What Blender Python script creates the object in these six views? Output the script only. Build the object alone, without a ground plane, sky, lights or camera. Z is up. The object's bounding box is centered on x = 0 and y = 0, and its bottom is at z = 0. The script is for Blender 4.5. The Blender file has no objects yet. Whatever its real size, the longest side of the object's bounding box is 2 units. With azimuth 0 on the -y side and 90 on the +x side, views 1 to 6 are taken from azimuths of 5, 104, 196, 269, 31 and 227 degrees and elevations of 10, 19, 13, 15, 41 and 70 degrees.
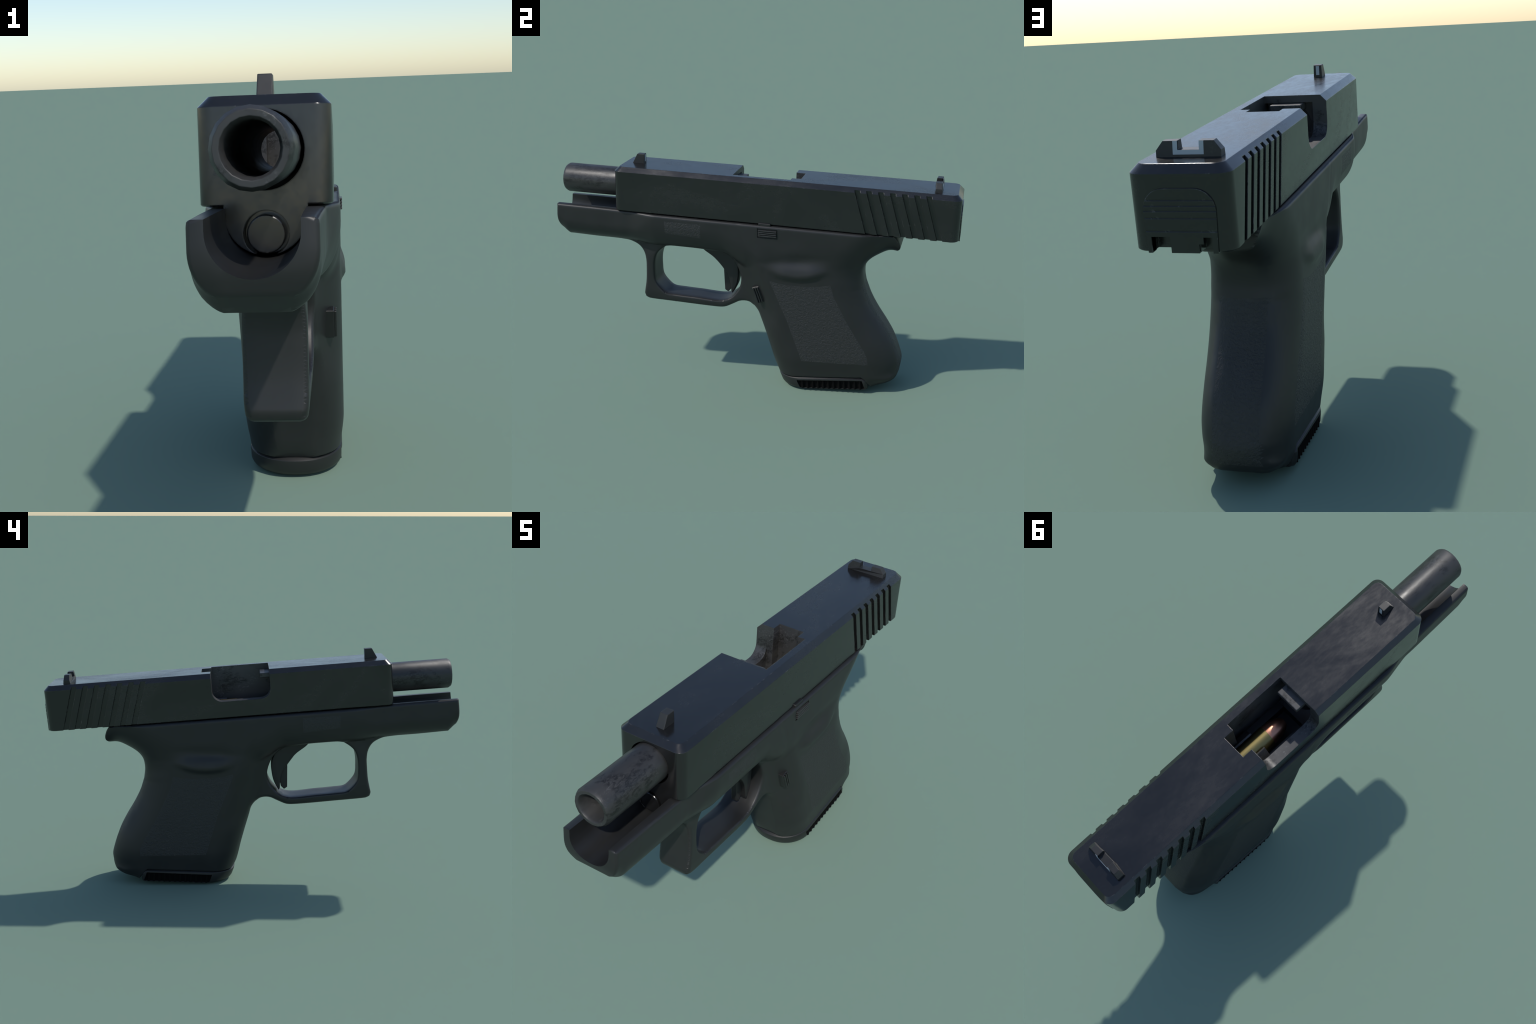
# Compact self-loading pistol, slide locked to the rear.
# Everything is modelled in a "gun frame": x = width, y = along the bore (muzzle at -y),
# z = up, with the bore level.  The root Empty pitches the finished gun muzzle-up by 4.3 deg.
import bpy, bmesh, math, random
import numpy as np
from mathutils import Vector, Matrix
from mathutils.geometry import delaunay_2d_cdt

random.seed(7)
PITCH = math.radians(4.3)

# --------------------------------------------------------------------------- helpers
col = bpy.context.scene.collection

root = bpy.data.objects.new("pistol", None)
root.empty_display_size = 0.2
root.rotation_euler = (-PITCH, 0, 0)
root["label"] = "compact black pistol with slide locked back"
root["category"] = "handgun"
col.objects.link(root)


def add(name, mesh, mat=None, parent=root, kind=None):
    ob = bpy.data.objects.new(name, mesh)
    col.objects.link(ob)
    ob.parent = parent
    if mat is not None:
        mesh.materials.clear()
        mesh.materials.append(mat)
    if kind:
        ob["kind"] = kind
    return ob


def mesh_from(name, verts, faces, smooth_angle=None):
    me = bpy.data.meshes.new(name)
    me.from_pydata([tuple(v) for v in verts], [], [tuple(f) for f in faces])
    bm = bmesh.new()
    bm.from_mesh(me)
    bmesh.ops.recalc_face_normals(bm, faces=bm.faces)
    bm.to_mesh(me)
    bm.free()
    if smooth_angle:
        smooth(me, smooth_angle)
    me.update()
    return me


def smooth(me, deg):
    me.polygons.foreach_set("use_smooth", [True] * len(me.polygons))
    me.set_sharp_from_angle(angle=math.radians(deg))
    me.update()


def loft(rings, closed=True, caps=True):
    n = len(rings[0])
    verts = [p for r in rings for p in r]
    faces = []
    for i in range(len(rings) - 1):
        for j in range(n if closed else n - 1):
            k = (j + 1) % n
            faces.append((i * n + j, i * n + k, (i + 1) * n + k, (i + 1) * n + j))
    if caps:
        faces.append(tuple(range(n))[::-1])
        faces.append(tuple((len(rings) - 1) * n + j for j in range(n)))
    return verts, faces


def prism_x(profile, x0, x1):
    """Extrude a (y,z) profile along x."""
    return loft([[(x0, y, z) for y, z in profile], [(x1, y, z) for y, z in profile]])


def prism_y(profile, y0, y1):
    """Extrude an (x,z) profile along y."""
    return loft([[(x, y0, z) for x, z in profile], [(x, y1, z) for x, z in profile]])


def box(x0, x1, y0, y1, z0, z1):
    return prism_x([(y0, z0), (y1, z0), (y1, z1), (y0, z1)], x0, x1)


def lathe(profile, zc, seg=48, closed=False):
    """Turn (y, r) profile round the axis x=0, z=zc."""
    rings = []
    for y, r in profile:
        rings.append([(r * math.sin(2 * math.pi * j / seg), y,
                       zc + r * math.cos(2 * math.pi * j / seg)) for j in range(seg)])
    if closed:
        rings.append(rings[0])
        v, f = loft(rings, caps=False)
        return v, f
    return loft(rings)


def rounded_profile(pts, r, seg=6):
    """Round the corners of a closed polygon; r may be a list, one radius per corner."""
    n = len(pts)
    out = []
    for i in range(n):
        p = Vector(pts[i])
        a = (Vector(pts[i - 1]) - p)
        b = (Vector(pts[(i + 1) % n]) - p)
        rr = r[i] if isinstance(r, (list, tuple)) else r
        if rr <= 0:
            out.append(tuple(p))
            continue
        ang = a.angle(b)
        d = rr / math.tan(ang / 2)
        a.normalize()
        b.normalize()
        c = p + (a + b).normalized() * (rr / math.sin(ang / 2))
        s = p + a * d - c
        e = p + b * d - c
        a0 = math.atan2(s.y, s.x)
        da = math.atan2(e.y, e.x) - a0
        while da > math.pi:
            da -= 2 * math.pi
        while da < -math.pi:
            da += 2 * math.pi
        for k in range(seg + 1):
            t = a0 + da * k / seg
            out.append((c.x + rr * math.cos(t), c.y + rr * math.sin(t)))
    return out


def boolean(ob, vf, op):
    cm = mesh_from("cutter", *vf)
    cu = bpy.data.objects.new("cutter", cm)
    col.objects.link(cu)
    cu.parent = root
    m = ob.modifiers.new("b", "BOOLEAN")
    m.operation = op
    m.solver = "EXACT"
    m.object = cu
    bpy.context.view_layer.update()
    dg = bpy.context.evaluated_depsgraph_get()
    me = bpy.data.meshes.new_from_object(ob.evaluated_get(dg))
    ob.modifiers.clear()
    old = ob.data
    ob.data = me
    bpy.data.meshes.remove(old)
    bpy.data.objects.remove(cu)
    bpy.data.meshes.remove(cm)


def merge(parts):
    verts, faces = [], []
    for v, f in parts:
        o = len(verts)
        verts += [tuple(p) for p in v]
        faces += [tuple(i + o for i in q) for q in f]
    return verts, faces


def bevel_mesh(me, width, seg=2, angle=30):
    bm = bmesh.new()
    bm.from_mesh(me)
    es = [e for e in bm.edges if len(e.link_faces) == 2 and e.calc_face_angle(0) > math.radians(angle)]
    bmesh.ops.bevel(bm, geom=es, offset=width, segments=seg, profile=0.5, affect="EDGES",
                    clamp_overlap=True)
    bm.to_mesh(me)
    bm.free()


# --------------------------------------------------------------------------- materials
class Nodes:
    def __init__(self, name):
        self.mat = bpy.data.materials.new(name)
        self.mat.use_nodes = True
        self.nt = self.mat.node_tree
        self.nt.nodes.clear()
        self.out = self.n("ShaderNodeOutputMaterial")
        self.bsdf = self.n("ShaderNodeBsdfPrincipled")
        self.nt.links.new(self.bsdf.outputs[0], self.out.inputs[0])
        self.tc = self.n("ShaderNodeTexCoord")

    def n(self, t, **kw):
        nd = self.nt.nodes.new(t)
        for k, v in kw.items():
            setattr(nd, k, v)
        return nd

    def put(self, sock, v):
        if isinstance(v, bpy.types.NodeSocket):
            self.nt.links.new(v, sock)
        else:
            sock.default_value = v

    def noise(self, scale, detail=4, rough=0.55, stretch=(1, 1, 1), dist=0.0, loc=(0, 0, 0)):
        mp = self.n("ShaderNodeMapping")
        mp.inputs["Scale"].default_value = stretch
        mp.inputs["Location"].default_value = loc
        self.nt.links.new(self.tc.outputs["Object"], mp.inputs[0])
        t = self.n("ShaderNodeTexNoise")
        t.inputs["Scale"].default_value = scale
        t.inputs["Detail"].default_value = detail
        t.inputs["Roughness"].default_value = rough
        t.inputs["Distortion"].default_value = dist
        self.nt.links.new(mp.outputs[0], t.inputs["Vector"])
        return t.outputs["Fac"]

    def ramp(self, fac, lo, hi, a=0.0, b=1.0):
        m = self.n("ShaderNodeMapRange")
        m.interpolation_type = "SMOOTHSTEP"
        self.put(m.inputs["Value"], fac)
        m.inputs["From Min"].default_value = lo
        m.inputs["From Max"].default_value = hi
        m.inputs["To Min"].default_value = a
        m.inputs["To Max"].default_value = b
        return m.outputs["Result"]

    def math(self, op, a, b=0.0):
        m = self.n("ShaderNodeMath", operation=op)
        self.put(m.inputs[0], a)
        self.put(m.inputs[1], b)
        return m.outputs[0]

    def mix(self, fac, a, b):
        m = self.n("ShaderNodeMix", data_type="RGBA")
        self.put(m.inputs["Factor"], fac)
        self.put(m.inputs["A"], a)
        self.put(m.inputs["B"], b)
        return m.outputs["Result"]

    def bump(self, h, strength, dist, normal=None):
        b = self.n("ShaderNodeBump")
        b.inputs["Strength"].default_value = strength
        b.inputs["Distance"].default_value = dist
        self.put(b.inputs["Height"], h)
        if normal is not None:
            self.put(b.inputs["Normal"], normal)
        return b.outputs["Normal"]

    def edge_normal(self, radius):
        b = self.n("ShaderNodeBevel", samples=4)
        b.inputs["Radius"].default_value = radius
        return b.outputs[0]

    def set(self, **kw):
        for k, v in kw.items():
            self.put(self.bsdf.inputs[k.replace("_", " ")], v)
        return self.mat


def gray(v, tint=(1, 1, 1)):
    return (v * tint[0], v * tint[1], v * tint[2], 1)


def steel(name, base, metallic, rough, scuff=0.5, grime=0.0, edge=0.003, spread=0.06, wear=0.0, grain=0.06, spec=0.5):
    """Dark oxide-finished steel with cloudy gloss, rubbed specks and fine scratches."""
    m = Nodes(name)
    cloud = m.noise(3.6, 5, 0.58, (1, 0.7, 1), 0.7)
    fine = m.noise(60, 5, 0.65, (1, 0.35, 1))
    speck = m.math("MULTIPLY", m.ramp(m.noise(11, 3, 0.5, (1, .7, 1), 0, (3, 1, 2)), 0.5, 0.72),
                   m.ramp(m.noise(130, 4, 0.7, (1, .5, 1)), 0.52, 0.66))
    c = m.mix(m.ramp(cloud, 0.35, 0.7), gray(base * 0.85), gray(base * 1.2))
    c = m.mix(m.math("MULTIPLY", speck, scuff), c, gray(base * 2.6))
    if grime:
        g = m.math("MULTIPLY", m.ramp(m.noise(10, 3, 0.6, (1, .7, 1), 0.6, (5, 0, 0)), 0.49, 0.60),
                   m.ramp(m.noise(70, 8, 0.8, (1, .45, 1), 0.8, (1, 3, 0)), 0.44, 0.56))
        g = m.math("MULTIPLY", g, grime)
        c = m.mix(g, c, gray(base * 0.25))
    if wear:
        geo = m.n("ShaderNodeNewGeometry")
        dot = m.n("ShaderNodeVectorMath", operation="DOT_PRODUCT")
        wide = m.n("ShaderNodeBevel", samples=6)
        wide.inputs["Radius"].default_value = 0.004
        m.nt.links.new(wide.outputs[0], dot.inputs[0])
        m.nt.links.new(geo.outputs["True Normal"], dot.inputs[1])
        rub = m.math("MULTIPLY", m.ramp(dot.outputs["Value"], 0.992, 0.95),
                     m.ramp(m.noise(22, 5, 0.75, (1, 1, 1), 0.5, (7, 2, 4)), 0.52, 0.66))
        c = m.mix(m.math("MULTIPLY", rub, wear), c, gray(0.11))
    r = m.math("ADD", m.ramp(cloud, 0.3, 0.75, rough - spread, rough + spread),
               m.ramp(fine, 0.3, 0.7, -0.03, 0.03))
    nm = m.bump(fine, grain, 0.001, m.edge_normal(edge))
    return m.set(Base_Color=c, Metallic=metallic, Roughness=r, Normal=nm, Specular_IOR_Level=spec)


def polymer(name, base, rough, grain_scale, grain_strength, grain_dist, edge=0.0):
    m = Nodes(name)
    cloud = m.noise(7, 4, 0.55)
    grain = m.noise(grain_scale, 3, 0.6)
    c = m.mix(m.ramp(cloud, 0.3, 0.7), gray(base * 0.92), gray(base * 1.1))
    speck = m.math("MULTIPLY", m.ramp(m.noise(150, 3, 0.6), 0.64, 0.72),
                   m.ramp(m.noise(8, 2, 0.5, (1, 1, 1), 0, (2, 5, 1)), 0.5, 0.65))
    c = m.mix(m.math("MULTIPLY", speck, 0.5), c, gray(base * 0.35))
    nm = m.bump(grain, grain_strength, grain_dist, m.edge_normal(edge) if edge else None)
    return m.set(Base_Color=c, Roughness=m.ramp(cloud, 0.3, 0.7, rough - .03, rough + .04), Normal=nm)


SLIDE = steel("slide_steel", 0.011, 0.0, 0.24, 0.35, spread=0.065, wear=0.7, grain=0.012, spec=0.72)
BARREL = steel("barrel_steel", 0.033, 0.1, 0.44, 1.0, 0.95, spread=0.1, grain=0.25)
INNER = steel("inner_steel", 0.07, 0.4, 0.45, 0.8, 0.8, grain=0.1)
SIGHT = steel("sight_steel", 0.022, 0.0, 0.45, 0.4, wear=0.4)
FRAME = polymer("polymer", 0.017, 0.44, 220, 0.05, 0.001)
TRIG = polymer("trigger_polymer", 0.014, 0.45, 220, 0.05, 0.001, 0.002)
MAGP = polymer("magazine_polymer", 0.017, 0.42, 220, 0.05, 0.001, 0.004)
STOP = polymer("lever_steel", 0.034, 0.4, 220, 0.05, 0.001)
RECESS = polymer("near_black_matte", 0.003, 0.8, 220, 0.05, 0.001)  # near-black, low-gloss version used for the magazine recess floor, its ridges and the slide-stop pad
RECESS.node_tree.nodes["Principled BSDF"].inputs["Specular IOR Level"].default_value = 0.12


def stipple():
    m = Nodes("stippled_polymer")
    a = m.noise(95, 3, 0.6, (1, 1, 1), 0.8)
    b = m.noise(240, 2, 0.5)
    h = m.math("ADD", m.ramp(a, 0.38, 0.62), m.math("MULTIPLY", b, 0.4))
    nm = m.bump(h, 0.42, 0.003)
    return m.set(Base_Color=gray(0.026), Roughness=0.52, Normal=nm)


STIPPLE = stipple()
WHITE = Nodes("sight_paint").set(Base_Color=(0.42, 0.47, 0.5, 1), Roughness=0.5)
BRASS = Nodes("brass").set(Base_Color=(0.36, 0.29, 0.12, 1), Metallic=1.0, Roughness=0.38)
COPPER = Nodes("copper").set(Base_Color=(0.78, 0.37, 0.24, 1), Metallic=1.0, Roughness=0.36)

# --------------------------------------------------------------------------- frame (moulded body)
# Side outline: lists of control points joined by curves; corners lie where lists meet.
# Each run carries (a, b): edge rounding measured in the side plane and across the width.
OUTER = [
    # top edge, tang to muzzle
    ([(0.632, 0.856), (0.3, 0.856), (-0.2, 0.856), (-0.6, 0.857), (-0.9, 0.859), (-1.057, 0.859)], (0.012, 0.010)),
    # front lip
    ([(-1.057, 0.859), (-1.060, 0.800), (-1.058, 0.765), (-1.049, 0.732)], (0.012, 0.010)),
    ([(-1.049, 0.732), (-1.012, 0.696)], (0.012, 0.010)),
    # belly of the dust cover running into the guard
    ([(-1.012, 0.696), (-0.87, 0.6925), (-0.73, 0.691), (-0.686, 0.686), (-0.640, 0.664), (-0.615, 0.627),
      (-0.607, 0.590), (-0.606, 0.555), (-0.608, 0.484), (-0.614, 0.440), (-0.619, 0.412)], (0.015, 0.013)),
    ([(-0.619, 0.412), (-0.613, 0.393), (-0.592, 0.384)], (0.020, 0.020)),
    ([(-0.592, 0.384), (-0.46, 0.382), (-0.212, 0.381), (-0.189, 0.386), (-0.148, 0.408), (-0.118, 0.425),
      (-0.092, 0.430), (-0.066, 0.427), (-0.041, 0.412)], (0.016, 0.014)),
    # front strap
    ([(-0.041, 0.412), (-0.020, 0.388), (-0.006, 0.350), (0.042, 0.218), (0.080, 0.105), (0.099, 0.076)], (0.02, 0.015)),
    # foot of the grip
    ([(0.099, 0.076), (0.150, 0.078), (0.236, 0.088), (0.40, 0.107), (0.520, 0.121)], (0.006, 0.006)),
    ([(0.520, 0.121), (0.545, 0.098), (0.575, 0.062)], (0.01, 0.01)),
    # heel
    ([(0.575, 0.067), (0.615, 0.075), (0.652, 0.092), (0.682, 0.119), (0.695, 0.152)], (0.085, 0.075)),
    # back strap
    ([(0.695, 0.152), (0.697, 0.190), (0.683, 0.235), (0.653, 0.305), (0.617, 0.364), (0.566, 0.437),
      (0.529, 0.500), (0.499, 0.572)], (0.17, 0.104)),
    # web and tang
    ([(0.499, 0.572), (0.490, 0.620), (0.492, 0.660), (0.505, 0.692), (0.527, 0.716), (0.560, 0.739),
      (0.600, 0.760), (0.628, 0.766), (0.645, 0.770)], (0.15, 0.105)),
    ([(0.645, 0.770), (0.658, 0.785), (0.659, 0.806), (0.647, 0.838), (0.632, 0.856)], (0.028, 0.028)),
]
HOLE = [
    ([(-0.438, 0.693), (-0.472, 0.690), (-0.512, 0.669), (-0.547, 0.634), (-0.560, 0.592), (-0.561, 0.530),
      (-0.554, 0.482), (-0.520, 0.441), (-0.497, 0.426), (-0.440, 0.422), (-0.347, 0.420), (-0.212, 0.419), (-0.165, 0.439),
      (-0.134, 0.473), (-0.116, 0.507), (-0.110, 0.551), (-0.122, 0.595), (-0.149, 0.640), (-0.196, 0.672),
      (-0.30, 0.690), (-0.438, 0.693)], (0.010, 0.009)),
]


def catmull(pts, step):
    P = [np.array(p, float) for p in pts]
    P = [2 * P[0] - P[1]] + P + [2 * P[-1] - P[-2]]
    out = []
    for i in range(1, len(P) - 2):
        p0, p1, p2, p3 = P[i - 1:i + 3]
        t0 = 0.0
        t1 = t0 + np.linalg.norm(p1 - p0) ** 0.5
        t2 = t1 + np.linalg.norm(p2 - p1) ** 0.5
        t3 = t2 + np.linalg.norm(p3 - p2) ** 0.5
        n = max(1, int(round(np.linalg.norm(p2 - p1) / step)))
        for k in range(n):
            t = t1 + (t2 - t1) * k / n
            a1 = (t1 - t) / (t1 - t0) * p0 + (t - t0) / (t1 - t0) * p1
            a2 = (t2 - t) / (t2 - t1) * p1 + (t - t1) / (t2 - t1) * p2
            a3 = (t3 - t) / (t3 - t2) * p2 + (t - t2) / (t3 - t2) * p3
            b1 = (t2 - t) / (t2 - t0) * a1 + (t - t0) / (t2 - t0) * a2
            b2 = (t3 - t) / (t3 - t1) * a2 + (t - t1) / (t3 - t1) * a3
            out.append((t2 - t) / (t2 - t1) * b1 + (t - t1) / (t2 - t1) * b2)
    return out


def outline(runs, step=0.008):
    pts, ab = [], []
    for ctrl, r in runs:
        c = catmull(ctrl, step)
        pts += c
        ab += [r] * len(c)
    pts = np.array(pts)
    ab = np.array(ab, float)
    for _ in range(10):   # let the rounding change gradually along the edge
        ab = 0.25 * np.roll(ab, 1, 0) + 0.5 * ab + 0.25 * np.roll(ab, -1, 0)
    return pts, ab


def sstep(a, b, v):
    t = np.clip((v - a) / (b - a), 0, 1)
    return t * t * (3 - 2 * t)


def ell(u):
    u = np.clip(u, 0, 1)
    return np.sqrt(np.maximum(0, 1 - (1 - u) ** 2))


def half_width(s, t):
    """Half width of the moulded frame over the side plane, before edge rounding."""
    lip = 1 - sstep(-0.69, -0.53, s)                      # 1 on the narrow dust cover
    wmax = 0.147 - (0.036 - 0.007 * np.clip((s + 1.03) / 0.30, 0, 1)) * lip
    wmin = 0.069 - 0.034 * lip * sstep(0.60, 0.69, t)
    bottom = 0.682 + 0.008 * lip + 0.026 * sstep(-1.005, -1.05, s) - 0.075 * sstep(-0.21, -0.05, s)
    upper = wmin + (wmax - wmin) * ell((t - bottom) / (0.09 + 0.045 * sstep(-0.66, -0.56, s)))
    # grip: blends out of the guard above, full round front strap below
    d_hi = (s + 0.095) * 0.92 + (t - 0.50) * 0.39
    d_lo = (s - 0.042) * 0.945 + (t - 0.218) * 0.33 + 0.004
    g_hi = 0.069 + 0.078 * sstep(-0.02, 0.160, d_hi)
    g_lo = 0.022 + 0.125 * ell((d_lo + 0.004) / 0.13)
    k = sstep(0.28, 0.44, t)
    grip = g_lo * (1 - k) + g_hi * k
    # smooth union of the two masses
    m = 0.018
    h = np.clip(0.5 + 0.5 * (upper - grip) / m, 0, 1)
    w = grip * (1 - h) + upper * h + m * h * (1 - h) * 0.5
    w = np.minimum(w, 0.1475)
    # tang narrows a little
    w = w - 0.022 * sstep(0.45, 0.67, s) * sstep(0.62, 0.76, t)
    # hollow either side of the web
    w = w - 0.009 * np.exp(-((s - 0.43) / 0.09) ** 2 - ((t - 0.66) / 0.09) ** 2)
    # thumb shelf: an oval that slopes outwards down to a crisp lower lip
    tt = t - 0.085 * (s - 0.19)
    u = (s - 0.19) / 0.165
    lo = 0.620 + 0.040 * u ** 2                         # lower lip, an arc
    hi = 0.722 - 0.035 * u ** 2                         # where the slope begins
    ends = 1 - sstep(0.35, 1.0, np.abs(u))
    prof = np.clip((hi - tt) / (hi - lo - 0.006), 0, 1) ** 1.25 * sstep(lo - 0.032, lo - 0.002, tt)
    w = w + 0.0135 * prof * ends - 0.010 * np.exp(-((s - 0.19) / 0.12) ** 2 - ((tt - 0.692) / 0.028) ** 2)
    # slight taper of the foot
    w = w - 0.011 * sstep(0.20, 0.07, t - 0.11 * (s - 0.25))
    return w


def seg_dist(P, A, B, chunk=2000):
    """Distances from points P to segments A-B: (len(P), len(A))."""
    out = np.empty((len(P), len(A)), np.float32)
    AB = B - A
    L2 = (AB ** 2).sum(1) + 1e-12
    for i in range(0, len(P), chunk):
        p = P[i:i + chunk, None, :] - A[None]
        t = np.clip((p * AB).sum(2) / L2, 0, 1)
        out[i:i + chunk] = np.linalg.norm(p - t[..., None] * AB, axis=2)
    return out


def inside(P, poly):
    x, y = P[:, 0], P[:, 1]
    r = np.zeros(len(P), bool)
    for i in range(len(poly)):
        (x0, y0), (x1, y1) = poly[i - 1], poly[i]
        c = (y0 > y) != (y1 > y)
        xi = (x1 - x0) * (y - y0) / (y1 - y0 + 1e-15) + x0
        r ^= c & (x < xi)
    return r


# textured areas (side plane)
GRIP_PANEL = [(0.050, 0.583), (0.095, 0.574), (0.145, 0.570), (0.238, 0.573), (0.300, 0.581), (0.348, 0.592), (0.366, 0.535),
              (0.432, 0.415), (0.490, 0.325), (0.528, 0.268), (0.545, 0.235), (0.549, 0.199), (0.40, 0.189), (0.223, 0.179), (0.146, 0.378)]
FRONT_PATCH = [(-0.480, 0.831), (-0.298, 0.833), (-0.298, 0.760), (-0.477, 0.770)]


def build_frame():
    o_pts, o_ab = outline(OUTER)
    h_pts, h_ab = outline(HOLE)
    A = np.vstack([o_pts, h_pts])
    B = np.vstack([np.roll(o_pts, -1, 0), np.roll(h_pts, -1, 0)])
    AB = np.vstack([o_ab, h_ab])
    nrm = np.stack([-(B - A)[:, 1], (B - A)[:, 0]], 1)
    nrm /= np.linalg.norm(nrm, axis=1)[:, None] + 1e-12

    def ok(P):
        return inside(P, o_pts) & ~inside(P, h_pts)
    mid = (A + B) / 2
    sign = np.where(ok(mid + nrm * 0.002), 1.0, -1.0)[:, None]
    nrm = nrm * sign
    cand = []
    for f in (0.04, 0.15, 0.36, 0.65, 1.0):
        d = AB[:, :1] * f
        keep = (d[:, 0] < 0.03)
        P = (mid + nrm * d)[keep]
        P = P[ok(P)]
        D = seg_dist(P, A, B).min(1)
        cand.append(P[D > d[keep][ok((mid + nrm * d)[keep])][:, 0] * 0.93])
    rings = np.vstack(cand)
    # interior lattice
    st = 0.0095
    gx, gy = np.meshgrid(np.arange(-1.08, 0.72, st), np.arange(0.04, 0.87, st * 0.866))
    gx = gx + (np.arange(gx.shape[0]) % 2)[:, None] * st / 2
    G = np.stack([gx.ravel(), gy.ravel()], 1)
    G = G[ok(G)]
    D = seg_dist(G, A, B)
    lim = np.minimum(AB[D.argmin(1), 0] * 1.25, 0.012)
    G = G[D.min(1) > lim]
    # panel outlines
    loops = [o_pts, h_pts]
    panels = []
    for pl in (GRIP_PANEL, FRONT_PATCH):
        q = []
        for i in range(len(pl)):
            a, b = np.array(pl[i]), np.array(pl[(i + 1) % len(pl)])
            n = max(1, int(np.linalg.norm(b - a) / 0.01))
            q += [a + (b - a) * k / n for k in range(n)]
        q = np.array(q)
        loops.append(q)
        panels.append(q)
        dd = seg_dist(G, q, np.roll(q, -1, 0)).min(1)
        G = G[dd > 0.004]
    pts, edges = [], []
    for lp in loops:
        b0 = len(pts)
        pts += [tuple(p) for p in lp]
        edges += [(b0 + i, b0 + (i + 1) % len(lp)) for i in range(len(lp))]
    pts += [tuple(p) for p in rings] + [tuple(p) for p in G]
    v2, e2, f2, ov, oe, of = delaunay_2d_cdt([Vector(p) for p in pts], edges, [], 0, 1e-5)
    V = np.array([tuple(v) for v in v2])
    F = [tuple(f) for f in f2]
    C = np.array([V[list(f)].mean(0) for f in F])
    good = ok(C)
    F = [f for f, g in zip(F, good) if g]
    # heights
    D = seg_dist(V, A, B)
    W = half_width(V[:, 0], V[:, 1])
    a, b = AB[:, 0], AB[:, 1]
    # rounding reaches at most to the edge's own width
    drop = (b[None] * (1 - ell(D / a[None]))).max(1)
    X = np.maximum(W - drop, 0.012)
    nv = len(V)
    onb = D.min(1) < 1e-4
    verts = [(X[i], V[i, 0], V[i, 1]) for i in range(nv)] + [(-X[i], V[i, 0], V[i, 1]) for i in range(nv)]
    faces = [tuple(f) for f in F] + [tuple(nv + i for i in f[::-1]) for f in F]
    # rim between both sides, split across so that it can carry a slight crown
    ec = {}
    for f in F:
        for i in range(len(f)):
            e = (f[i], f[(i + 1) % len(f)])
            k = tuple(sorted(e))
            ec[k] = None if k in ec else e
    rim_edges = [e for e in ec.values() if e]
    NR = 5
    cols = {}
    for i in set(i for e in rim_edges for i in e):
        ids = [i]
        for k in range(1, NR):
            u = 1 - 2 * k / NR
            ids.append(len(verts))
            verts.append((X[i] * u, V[i, 0], V[i, 1]))
        ids.append(nv + i)
        cols[i] = ids
    for (i, j) in rim_edges:
        for k in range(NR):
            faces.append((cols[i][k], cols[j][k], cols[j][k + 1], cols[i][k + 1]))
    me = mesh_from("frame_whole", verts, faces)
    return me, panels


whole, panels = build_frame()
fr = add("frame_whole", whole)
# dust-cover channel, magazine well mouth
chan = [(-0.08, 0.95), (0.08, 0.95)] + [(0.08 * math.cos(a), 0.838 - 0.08 * math.sin(a))
                                       for a in np.linspace(0, math.pi, 25)]
boolean(fr, prism_y(chan, -1.2, -0.45), "DIFFERENCE")
boolean(fr, box(-0.054, 0.054, -0.13, 0.26, 0.80, 1.0), "DIFFERENCE")
boolean(fr, prism_x([(-0.016, 0.843), (0.084, 0.844), (0.084, 0.798), (-0.014, 0.796)], 0.1425, 0.2), "DIFFERENCE")
smooth(fr.data, 38)


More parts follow.
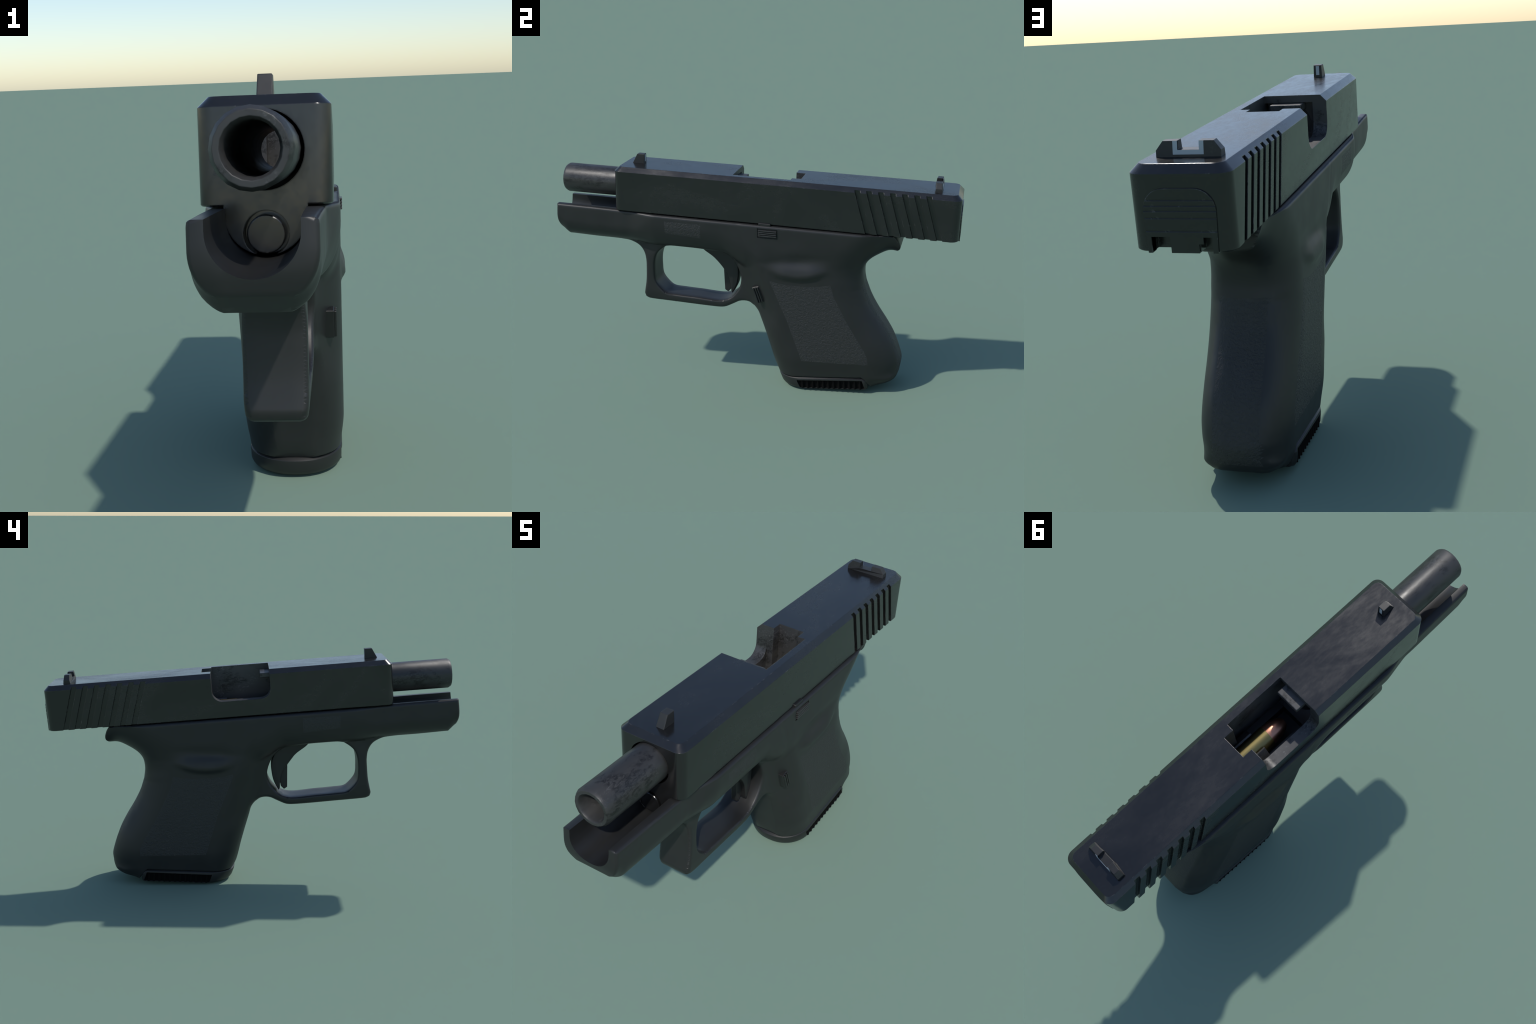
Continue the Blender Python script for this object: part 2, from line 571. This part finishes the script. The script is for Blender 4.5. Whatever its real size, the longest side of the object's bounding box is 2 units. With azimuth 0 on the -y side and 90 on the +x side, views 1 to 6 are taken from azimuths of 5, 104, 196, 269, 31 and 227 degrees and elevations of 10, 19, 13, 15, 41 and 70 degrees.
def split_frame():
    """Separate the moulded body by region, keeping the whole body's normals."""
    me = fr.data
    V = np.array([v.co[:] for v in me.vertices])
    cn = np.array([c.vector[:] for c in me.corner_normals])
    groups = {}
    gp, fp = panels
    cen = np.array([p.center[:] for p in me.polygons])
    nor = np.array([p.normal[:] for p in me.polygons])
    in_g = inside(cen[:, 1:], gp) & (np.abs(nor[:, 0]) > 0.5) & (np.abs(cen[:, 0]) > 0.09)
    in_f = inside(cen[:, 1:], fp) & (np.abs(nor[:, 0]) > 0.5) & (np.abs(cen[:, 0]) > 0.09)
    for i, p in enumerate(me.polygons):
        x, y, z = cen[i]
        side = x > 0
        if in_g[i]:
            k = ("grip_panel", side)
        elif in_f[i]:
            k = ("locating_patch", side)
        elif y > 0.45 and 0.135 < z < 0.582 and nor[i][1] > 0.3 and abs(x) < 0.0745 and abs(nor[i][0]) < 0.9:
            k = ("backstrap_panel", True)
        elif z < 0.672 and y < -0.11 + max(0, (0.50 - z) * 0.42) and z > 0.37 and y < -0.04:
            k = ("trigger_guard", True)
        elif z < 0.60 and not (y < -0.04):
            k = ("grip", True)
        elif y < -0.62:
            k = ("dust_cover", True)
        else:
            k = ("frame", True)
        groups.setdefault(k, []).append(i)
    for (name, side), idx in groups.items():
        vm, verts, faces, nrms = {}, [], [], []
        for i in idx:
            p = me.polygons[i]
            f = []
            for li in p.loop_indices:
                vi = me.loops[li].vertex_index
                if vi not in vm:
                    vm[vi] = len(verts)
                    verts.append(tuple(V[vi]))
                f.append(vm[vi])
                nrms.append(tuple(cn[li]))
            faces.append(f)
        m2 = bpy.data.meshes.new(name)
        m2.from_pydata(verts, [], faces)
        m2.polygons.foreach_set("use_smooth", [True] * len(faces))
        m2.normals_split_custom_set(nrms)
        m2.update()
        mat = STIPPLE if name in ("grip_panel", "locating_patch", "backstrap_panel") else FRAME
        add(name, m2, mat)
    bpy.data.objects.remove(fr)
    bpy.data.meshes.remove(me)


split_frame()

# --------------------------------------------------------------------------- slide
S0, S1 = -0.7445, 0.9205          # front and rear faces
ZB, ZC, ZT = 0.861, 1.056, 1.0770
HW, CH = 0.1328, 0.0205


def plan(inset, rf, rr):
    x = HW - inset
    return rounded_profile([(-x, S0 + inset), (x, S0 + inset), (x, S1 - inset), (-x, S1 - inset)],
                           [rf, rf, rr, rr], 8)


def plan_ring(inset, z):
    return [(x, y, z) for x, y in plan(inset, 0.034 - inset * 0.45, 0.038 - inset * 0.5)]


sl_mesh = mesh_from("slide", *loft([plan_ring(0.003, ZB), plan_ring(0, ZB + 0.003), plan_ring(0, ZC), plan_ring(CH, ZT)]))
slide = add("slide", sl_mesh, SLIDE)
# spring tunnel under the muzzle
tongue = [(0.083, 0.90), (-0.083, 0.90)] + [(-0.083 * math.cos(a), 0.846 - 0.083 * math.sin(a))
                                          for a in np.linspace(0, math.pi, 25)]
boolean(slide, prism_y(tongue, S0, -0.60), "UNION")
boolean(slide, box(-0.084, 0.084, -0.69, 0.1231, 0.70, 1.052), "DIFFERENCE")          # inside
boolean(slide, lathe([(-0.80, 0.0455), (-0.70, 0.0455)], 0.806, 32), "DIFFERENCE")
boolean(slide, lathe([(-0.80, 0.079), (-0.60, 0.079)], 0.970, 40), "DIFFERENCE")   # barrel hole
port = rounded_profile([(-0.1575, 0.9405), (0.1232, 0.9405), (0.1232, 1.2), (-0.1575, 1.2)], [0.05, 0.05, 0, 0], 8)
boolean(slide, prism_x(port, -0.3, 0.084), "DIFFERENCE")
boolean(slide, box(-0.056, 0.052, 0.10, 0.168, 0.80, 1.2), "DIFFERENCE")              # breech face notch
for sx in (1, -1):
    for i in range(7):
        y = 0.7905 - 0.0546 * i
        k = 0.31
        zt, zb = 1.0655, 0.84
        w = 0.028
        prof = []
        for z in (zt, zb):
            prof.append(y + (1.05 - z) * k)
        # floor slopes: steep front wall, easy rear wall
        v = []
        for z, yy in zip((zt, zb), prof):
            v.append([(sx * 0.2, yy - w, z), (sx * 0.1190, yy - w + 0.0015, z), (sx * 0.1190, yy - 0.0015, z), (sx * 0.2, yy, z)])
        boolean(slide, loft(v), "DIFFERENCE")
# rail slots in the underside at the rear
for x0, x1 in ((0.030, 0.080), (-0.078, -0.046)):
    boolean(slide, box(x0, x1, 0.885, 1.0, 0.80, 0.900), "DIFFERENCE")
slide.data.materials.append(INNER)
for p in slide.data.polygons:
    x, y, z = p.center
    if (-0.60 < y < 0.169 and abs(x) < 0.0848 and z > 0.862) or \
       (-0.158 < y < 0.124 and x < -0.08 and z > 0.93 and abs(p.normal.x) < 0.5 and p.area < 0.02 and z < 1.06
            and not (y < -0.1574 and False)):
        if not (p.normal.z > 0.9 and z > 1.07):
            p.material_index = 1
smooth(slide.data, 30)

# back plate
bp = rounded_profile([(-0.091, 0.859), (0.091, 0.859), (0.094, 0.965), (0.093, 1.021), (-0.093, 1.021), (-0.094, 0.965)],
                     [0, 0, 0, 0.055, 0.055, 0], 8)
v, f = prism_y(bp, 0.90, 0.9248)
pm = mesh_from("back_plate", v, f)
plate = add("back_plate", pm, SLIDE, slide)
boolean(plate, box(0.030, 0.080, 0.8, 1.0, 0.80, 0.900), "DIFFERENCE")
boolean(plate, box(-0.078, -0.055, 0.8, 1.0, 0.80, 0.899), "DIFFERENCE")
boolean(plate, box(-0.078, -0.043, 0.8, 1.0, 0.80, 0.882), "DIFFERENCE")
for z in (0.990, 0.976, 0.963, 0.945, 0.912):
    boolean(plate, loft([[(-0.12, 0.93, z + 0.005), (-0.12, 0.9232, z + 0.004), (-0.12, 0.9232, z + 0.0015), (-0.12, 0.93, z - 0.004)],
                         [(0.12, 0.93, z + 0.005), (0.12, 0.9232, z + 0.004), (0.12, 0.9232, z + 0.0015), (0.12, 0.93, z - 0.004)]]), "DIFFERENCE")
smooth(plate.data, 30)

# sights
fs = mesh_from("front_sight", *loft([
    [(-0.0165, -0.687, ZT - 0.002), (0.0165, -0.687, ZT - 0.002), (0.0165, -0.627, ZT - 0.002), (-0.0165, -0.627, ZT - 0.002)],
    [(-0.0150, -0.663, 1.1225), (0.0150, -0.663, 1.1225), (0.0150, -0.627, 1.1225), (-0.0150, -0.627, 1.1225)]]))
bevel_mesh(fs, 0.0012, 1)
fso = add("front_sight", fs, SIGHT, slide)
add("sight_mark", mesh_from("sight_mark", *box(-0.0062, 0.0062, -0.632, -0.6262, 1.085, 1.119)), WHITE, fso)
rs_prof = [(-0.0855, ZT - 0.002), (0.0855, ZT - 0.002), (0.0855, 1.0935), (0.067, 1.1165), (0.0285, 1.1165), (0.0285, 1.0945),
           (-0.0285, 1.0945), (-0.0285, 1.1165), (-0.067, 1.1165), (-0.0855, 1.0935)]


def rs_y(z, x, rear):
    u = (z - ZT) / 0.04
    return 0.8275 - 0.006 * u if rear else 0.787 + 0.006 * u + 0.012 * (abs(x) / 0.085) ** 2 * 0.6


rsm = mesh_from("rear_sight", *loft([[(x, rs_y(z, x, False), z) for x, z in rs_prof], [(x, rs_y(z, x, True), z) for x, z in rs_prof]]))
rso = add("rear_sight", rsm, SIGHT, slide)
u_prof = [(-0.0285, 1.1160), (-0.0285, 1.0940), (0.0285, 1.0940), (0.0285, 1.1160), (0.0405, 1.1160), (0.0405, 1.0830), (-0.0405, 1.0830), (-0.0405, 1.1160)]
add("sight_mark", mesh_from("sight_mark.rear", *loft([[(x, rs_y(z, x, True) - 0.004, z) for x, z in u_prof],
                                              [(x, rs_y(z, x, True) + 0.0009, z) for x, z in u_prof]])), WHITE, rso)

# the slide sits a hair lower at the tail
slide.rotation_euler = (-0.0022, 0, 0)
slide.location = (0, 0, -0.0008)

# --------------------------------------------------------------------------- barrel, guide rod
ZBAR = 0.9725
bar_prof = [(-0.1845, 0.072), (-1.024, 0.072), (-1.037, 0.0645), (-1.037, 0.0535), (-1.029, 0.0485), (-0.1845, 0.0485)]
bv, bf = lathe(bar_prof, ZBAR, 20, closed=True)
bm_ = mesh_from("barrel", bv, bf, 35)
barrel = add("barrel", bm_, BARREL)
cb = mesh_from("chamber_block", *prism_x([(-0.50, 0.862), (-0.128, 0.862), (-0.182, 0.925), (-0.182, 1.050), (-0.50, 1.050)], -0.081, 0.081))
cbo = add("chamber_block", cb, INNER, barrel)
boolean(cbo, lathe([(-0.6, 0.071), (0, 0.071)], ZBAR, 22), "DIFFERENCE")
hood = mesh_from("chamber_hood", *box(-0.055, 0.055, -0.230, -0.110, 1.028, 1.0505))
bevel_mesh(hood, 0.003, 2)
add("chamber_hood", hood, INNER, barrel)

rod = mesh_from("guide_rod", *lathe([(-0.55, 0.0385), (-0.7440, 0.0385), (-0.7465, 0.0365), (-0.7465, 0.002)], 0.806, 32), 35)
add("guide_rod", rod, SLIDE)

# --------------------------------------------------------------------------- magazine
MT = math.atan(0.113)            # the foot is tilted against the bore
mag_o = Vector((0, 0.1, 0.004))


def mag_pt(x, u, w):
    """u back along the foot, w up from its sole."""
    return (x, 0.100 + u * math.cos(MT) - w * math.sin(MT), 0.0058 + u * math.sin(MT) + w * math.cos(MT))


def mag_plan(hw, u0, u1, nose=0.135, n=28):
    pts = [(hw, u1 - 0.012), (hw - 0.012, u1), (-hw + 0.012, u1), (-hw, u1 - 0.012)]
    for k in range(n + 1):
        a = math.pi * k / n
        c, s = math.cos(a), math.sin(a)
        pts.append((-hw * math.copysign(abs(c) ** 0.92, c), u0 + nose - nose * s))
    return pts


levels = [(0.0, 0.120, 0.038, 0.450), (0.003, 0.129, 0.026, 0.455), (0.010, 0.136, 0.015, 0.458), (0.022, 0.1395, 0.007, 0.459),
          (0.050, 0.140, -0.002, 0.459), (0.060, 0.1385, -0.003, 0.450), (0.066, 0.132, 0.005, 0.436), (0.078, 0.112, 0.03, 0.420)]
rings = [[mag_pt(x, u, w) for x, u in mag_plan(hw, u0, u1)] for w, hw, u0, u1 in levels]
mg = mesh_from("magazine_floorplate", *loft(rings))
mag = add("magazine_floorplate", mg, MAGP)
for sx in (1, -1):
    q = [(0.122, 0.0075), (0.448, 0.0085), (0.434, 0.054), (0.108, 0.050)]
    boolean(mag, loft([[mag_pt(sx * 0.129, u, w) for u, w in q], [mag_pt(sx * 0.2, u, w) for u, w in q]]), "DIFFERENCE")
mag.data.materials.append(RECESS)
for p in mag.data.polygons:
    if abs(abs(p.center.x) - 0.129) < 0.0006 and abs(p.normal.x) > 0.99:
        p.material_index = 1
smooth(mag.data, 32)
tooth_parts = []
for sx in (1, -1):
    for k in range(12):
        u = 0.136 + 0.0262 * k
        b0, b1 = sx * 0.128, sx * 0.137
        lo, hi = 0.007, 0.058
        tooth_parts.append(loft([
            [mag_pt(b0, u - 0.010, lo), mag_pt(b0, u + 0.010, lo), mag_pt(b1, u + 0.0015, lo), mag_pt(b1, u - 0.0015, lo)],
            [mag_pt(b0, u - 0.010, hi), mag_pt(b0, u + 0.010, hi), mag_pt(b1, u + 0.0015, hi), mag_pt(b1, u - 0.0015, hi)]]))
add("grip_ridges", mesh_from("grip_ridges", *merge(tooth_parts)), RECESS, mag, "stuff")

# feed lips and the top cartridge in the well
for sx in (1, -1):
    lip = rounded_profile([(0.080, 0.850), (0.080, 0.884), (0.043, 0.926), (0.036, 0.921), (0.054, 0.890), (0.054, 0.850)], [0, 0.02, 0, 0, 0.015, 0], 4)
    lip = [(sx * x, z) for x, z in lip]
    add("feed_lip", mesh_from("feed_lip", *prism_y(lip, 0.060, 0.235), 30), INNER, mag)
cart = bpy.data.objects.new("cartridge", None)
col.objects.link(cart)
cart.parent = root
ZCA = 0.877
add("case", mesh_from("case", *lathe([(0.245, 0.004), (0.245, 0.048), (0.236, 0.048), (0.232, 0.044), (0.226, 0.049), (0.010, 0.0475), (0.009, 0.04)], ZCA, 40), 30), BRASS, cart)
ogive = [(0.030, 0.0445)] + [(0.010 - 0.095 * math.sin(a), 0.0445 * math.cos(a) ** 0.8 + 0.0005) for a in np.linspace(0, math.pi / 2, 14)]
add("bullet", mesh_from("bullet", *lathe(ogive, ZCA, 40), 50), COPPER, cart)

# --------------------------------------------------------------------------- trigger and controls
trig_prof = catmull([(-0.345, 0.70), (-0.315, 0.668), (-0.26, 0.631), (-0.210, 0.578), (-0.185, 0.540), (-0.172, 0.490), (-0.169, 0.452)], 0.012)
trig_prof += catmull([(-0.163, 0.450), (-0.141, 0.500), (-0.133, 0.560), (-0.138, 0.606), (-0.155, 0.645), (-0.17, 0.70)], 0.012)
trig_prof = [tuple(p) for p in trig_prof] + [(-0.17, 0.70)]
tm = mesh_from("trigger", *prism_x(trig_prof, -0.034, 0.034))
bevel_mesh(tm, 0.006, 3, 60)
smooth(tm, 35)
trigger = add("trigger", tm, TRIG)
blade = [(-0.300, 0.665), (-0.255, 0.622), (-0.2145, 0.574), (-0.2065, 0.459), (-0.190, 0.449), (-0.175, 0.466), (-0.165, 0.54), (-0.20, 0.62)]
bl = mesh_from("trigger_blade", *prism_x(blade, -0.0125, 0.0125))
bevel_mesh(bl, 0.002, 1)
add("trigger_blade", bl, TRIG, trigger)

# magazine release button, ribbed
mr = [(-0.040, 0.531), (-0.007, 0.540), (0.023, 0.462), (-0.010, 0.450)]
mrm = mesh_from("magazine_release", *prism_x(mr, 0.06, 0.126))
bevel_mesh(mrm, 0.002, 1)
mro = add("magazine_release", mrm, TRIG)
for k in range(3):
    u0 = 0.06 + 0.32 * k
    u1 = u0 + 0.2
    p = lambda u, v: tuple((1 - v) * ((1 - u) * mr[0][i] + u * mr[1][i]) + v * ((1 - u) * mr[3][i] + u * mr[2][i]) for i in (0, 1))
    rib = [p(u0, 0.03), p(u1, 0.03), p(u1, 0.97), p(u0, 0.97)]
    rm = mesh_from("rib", *prism_x(rib, 0.125, 0.1325))
    bevel_mesh(rm, 0.0015, 1)
    add("rib", rm, TRIG, mro)

# slide stop lever, four ribs on a pad
pad = [(-0.010, 0.836), (0.079, 0.837), (0.077, 0.805), (-0.008, 0.803)]
pmesh = mesh_from("slide_stop", *prism_x(pad, 0.12, 0.1440))
bevel_mesh(pmesh, 0.001, 1)
sso = add("slide_stop", pmesh, RECESS)
for k in range(4):
    z = 0.8335 - 0.0085 * k
    rm = mesh_from("rib", *prism_x(rounded_profile([(-0.010, z - 0.0028), (0.079, z - 0.002), (0.079, z + 0.003), (-0.010, z + 0.0022)], 0.001, 2), 0.142, 0.1540))
    bevel_mesh(rm, 0.001, 2)
    add("rib", rm, STOP, sso)
tab = mesh_from("slide_stop_tab", *box(0.118, 0.1415, -0.012, 0.047, 0.83, 0.8665))
bevel_mesh(tab, 0.002, 1)
add("slide_stop_tab", tab, TRIG, sso)
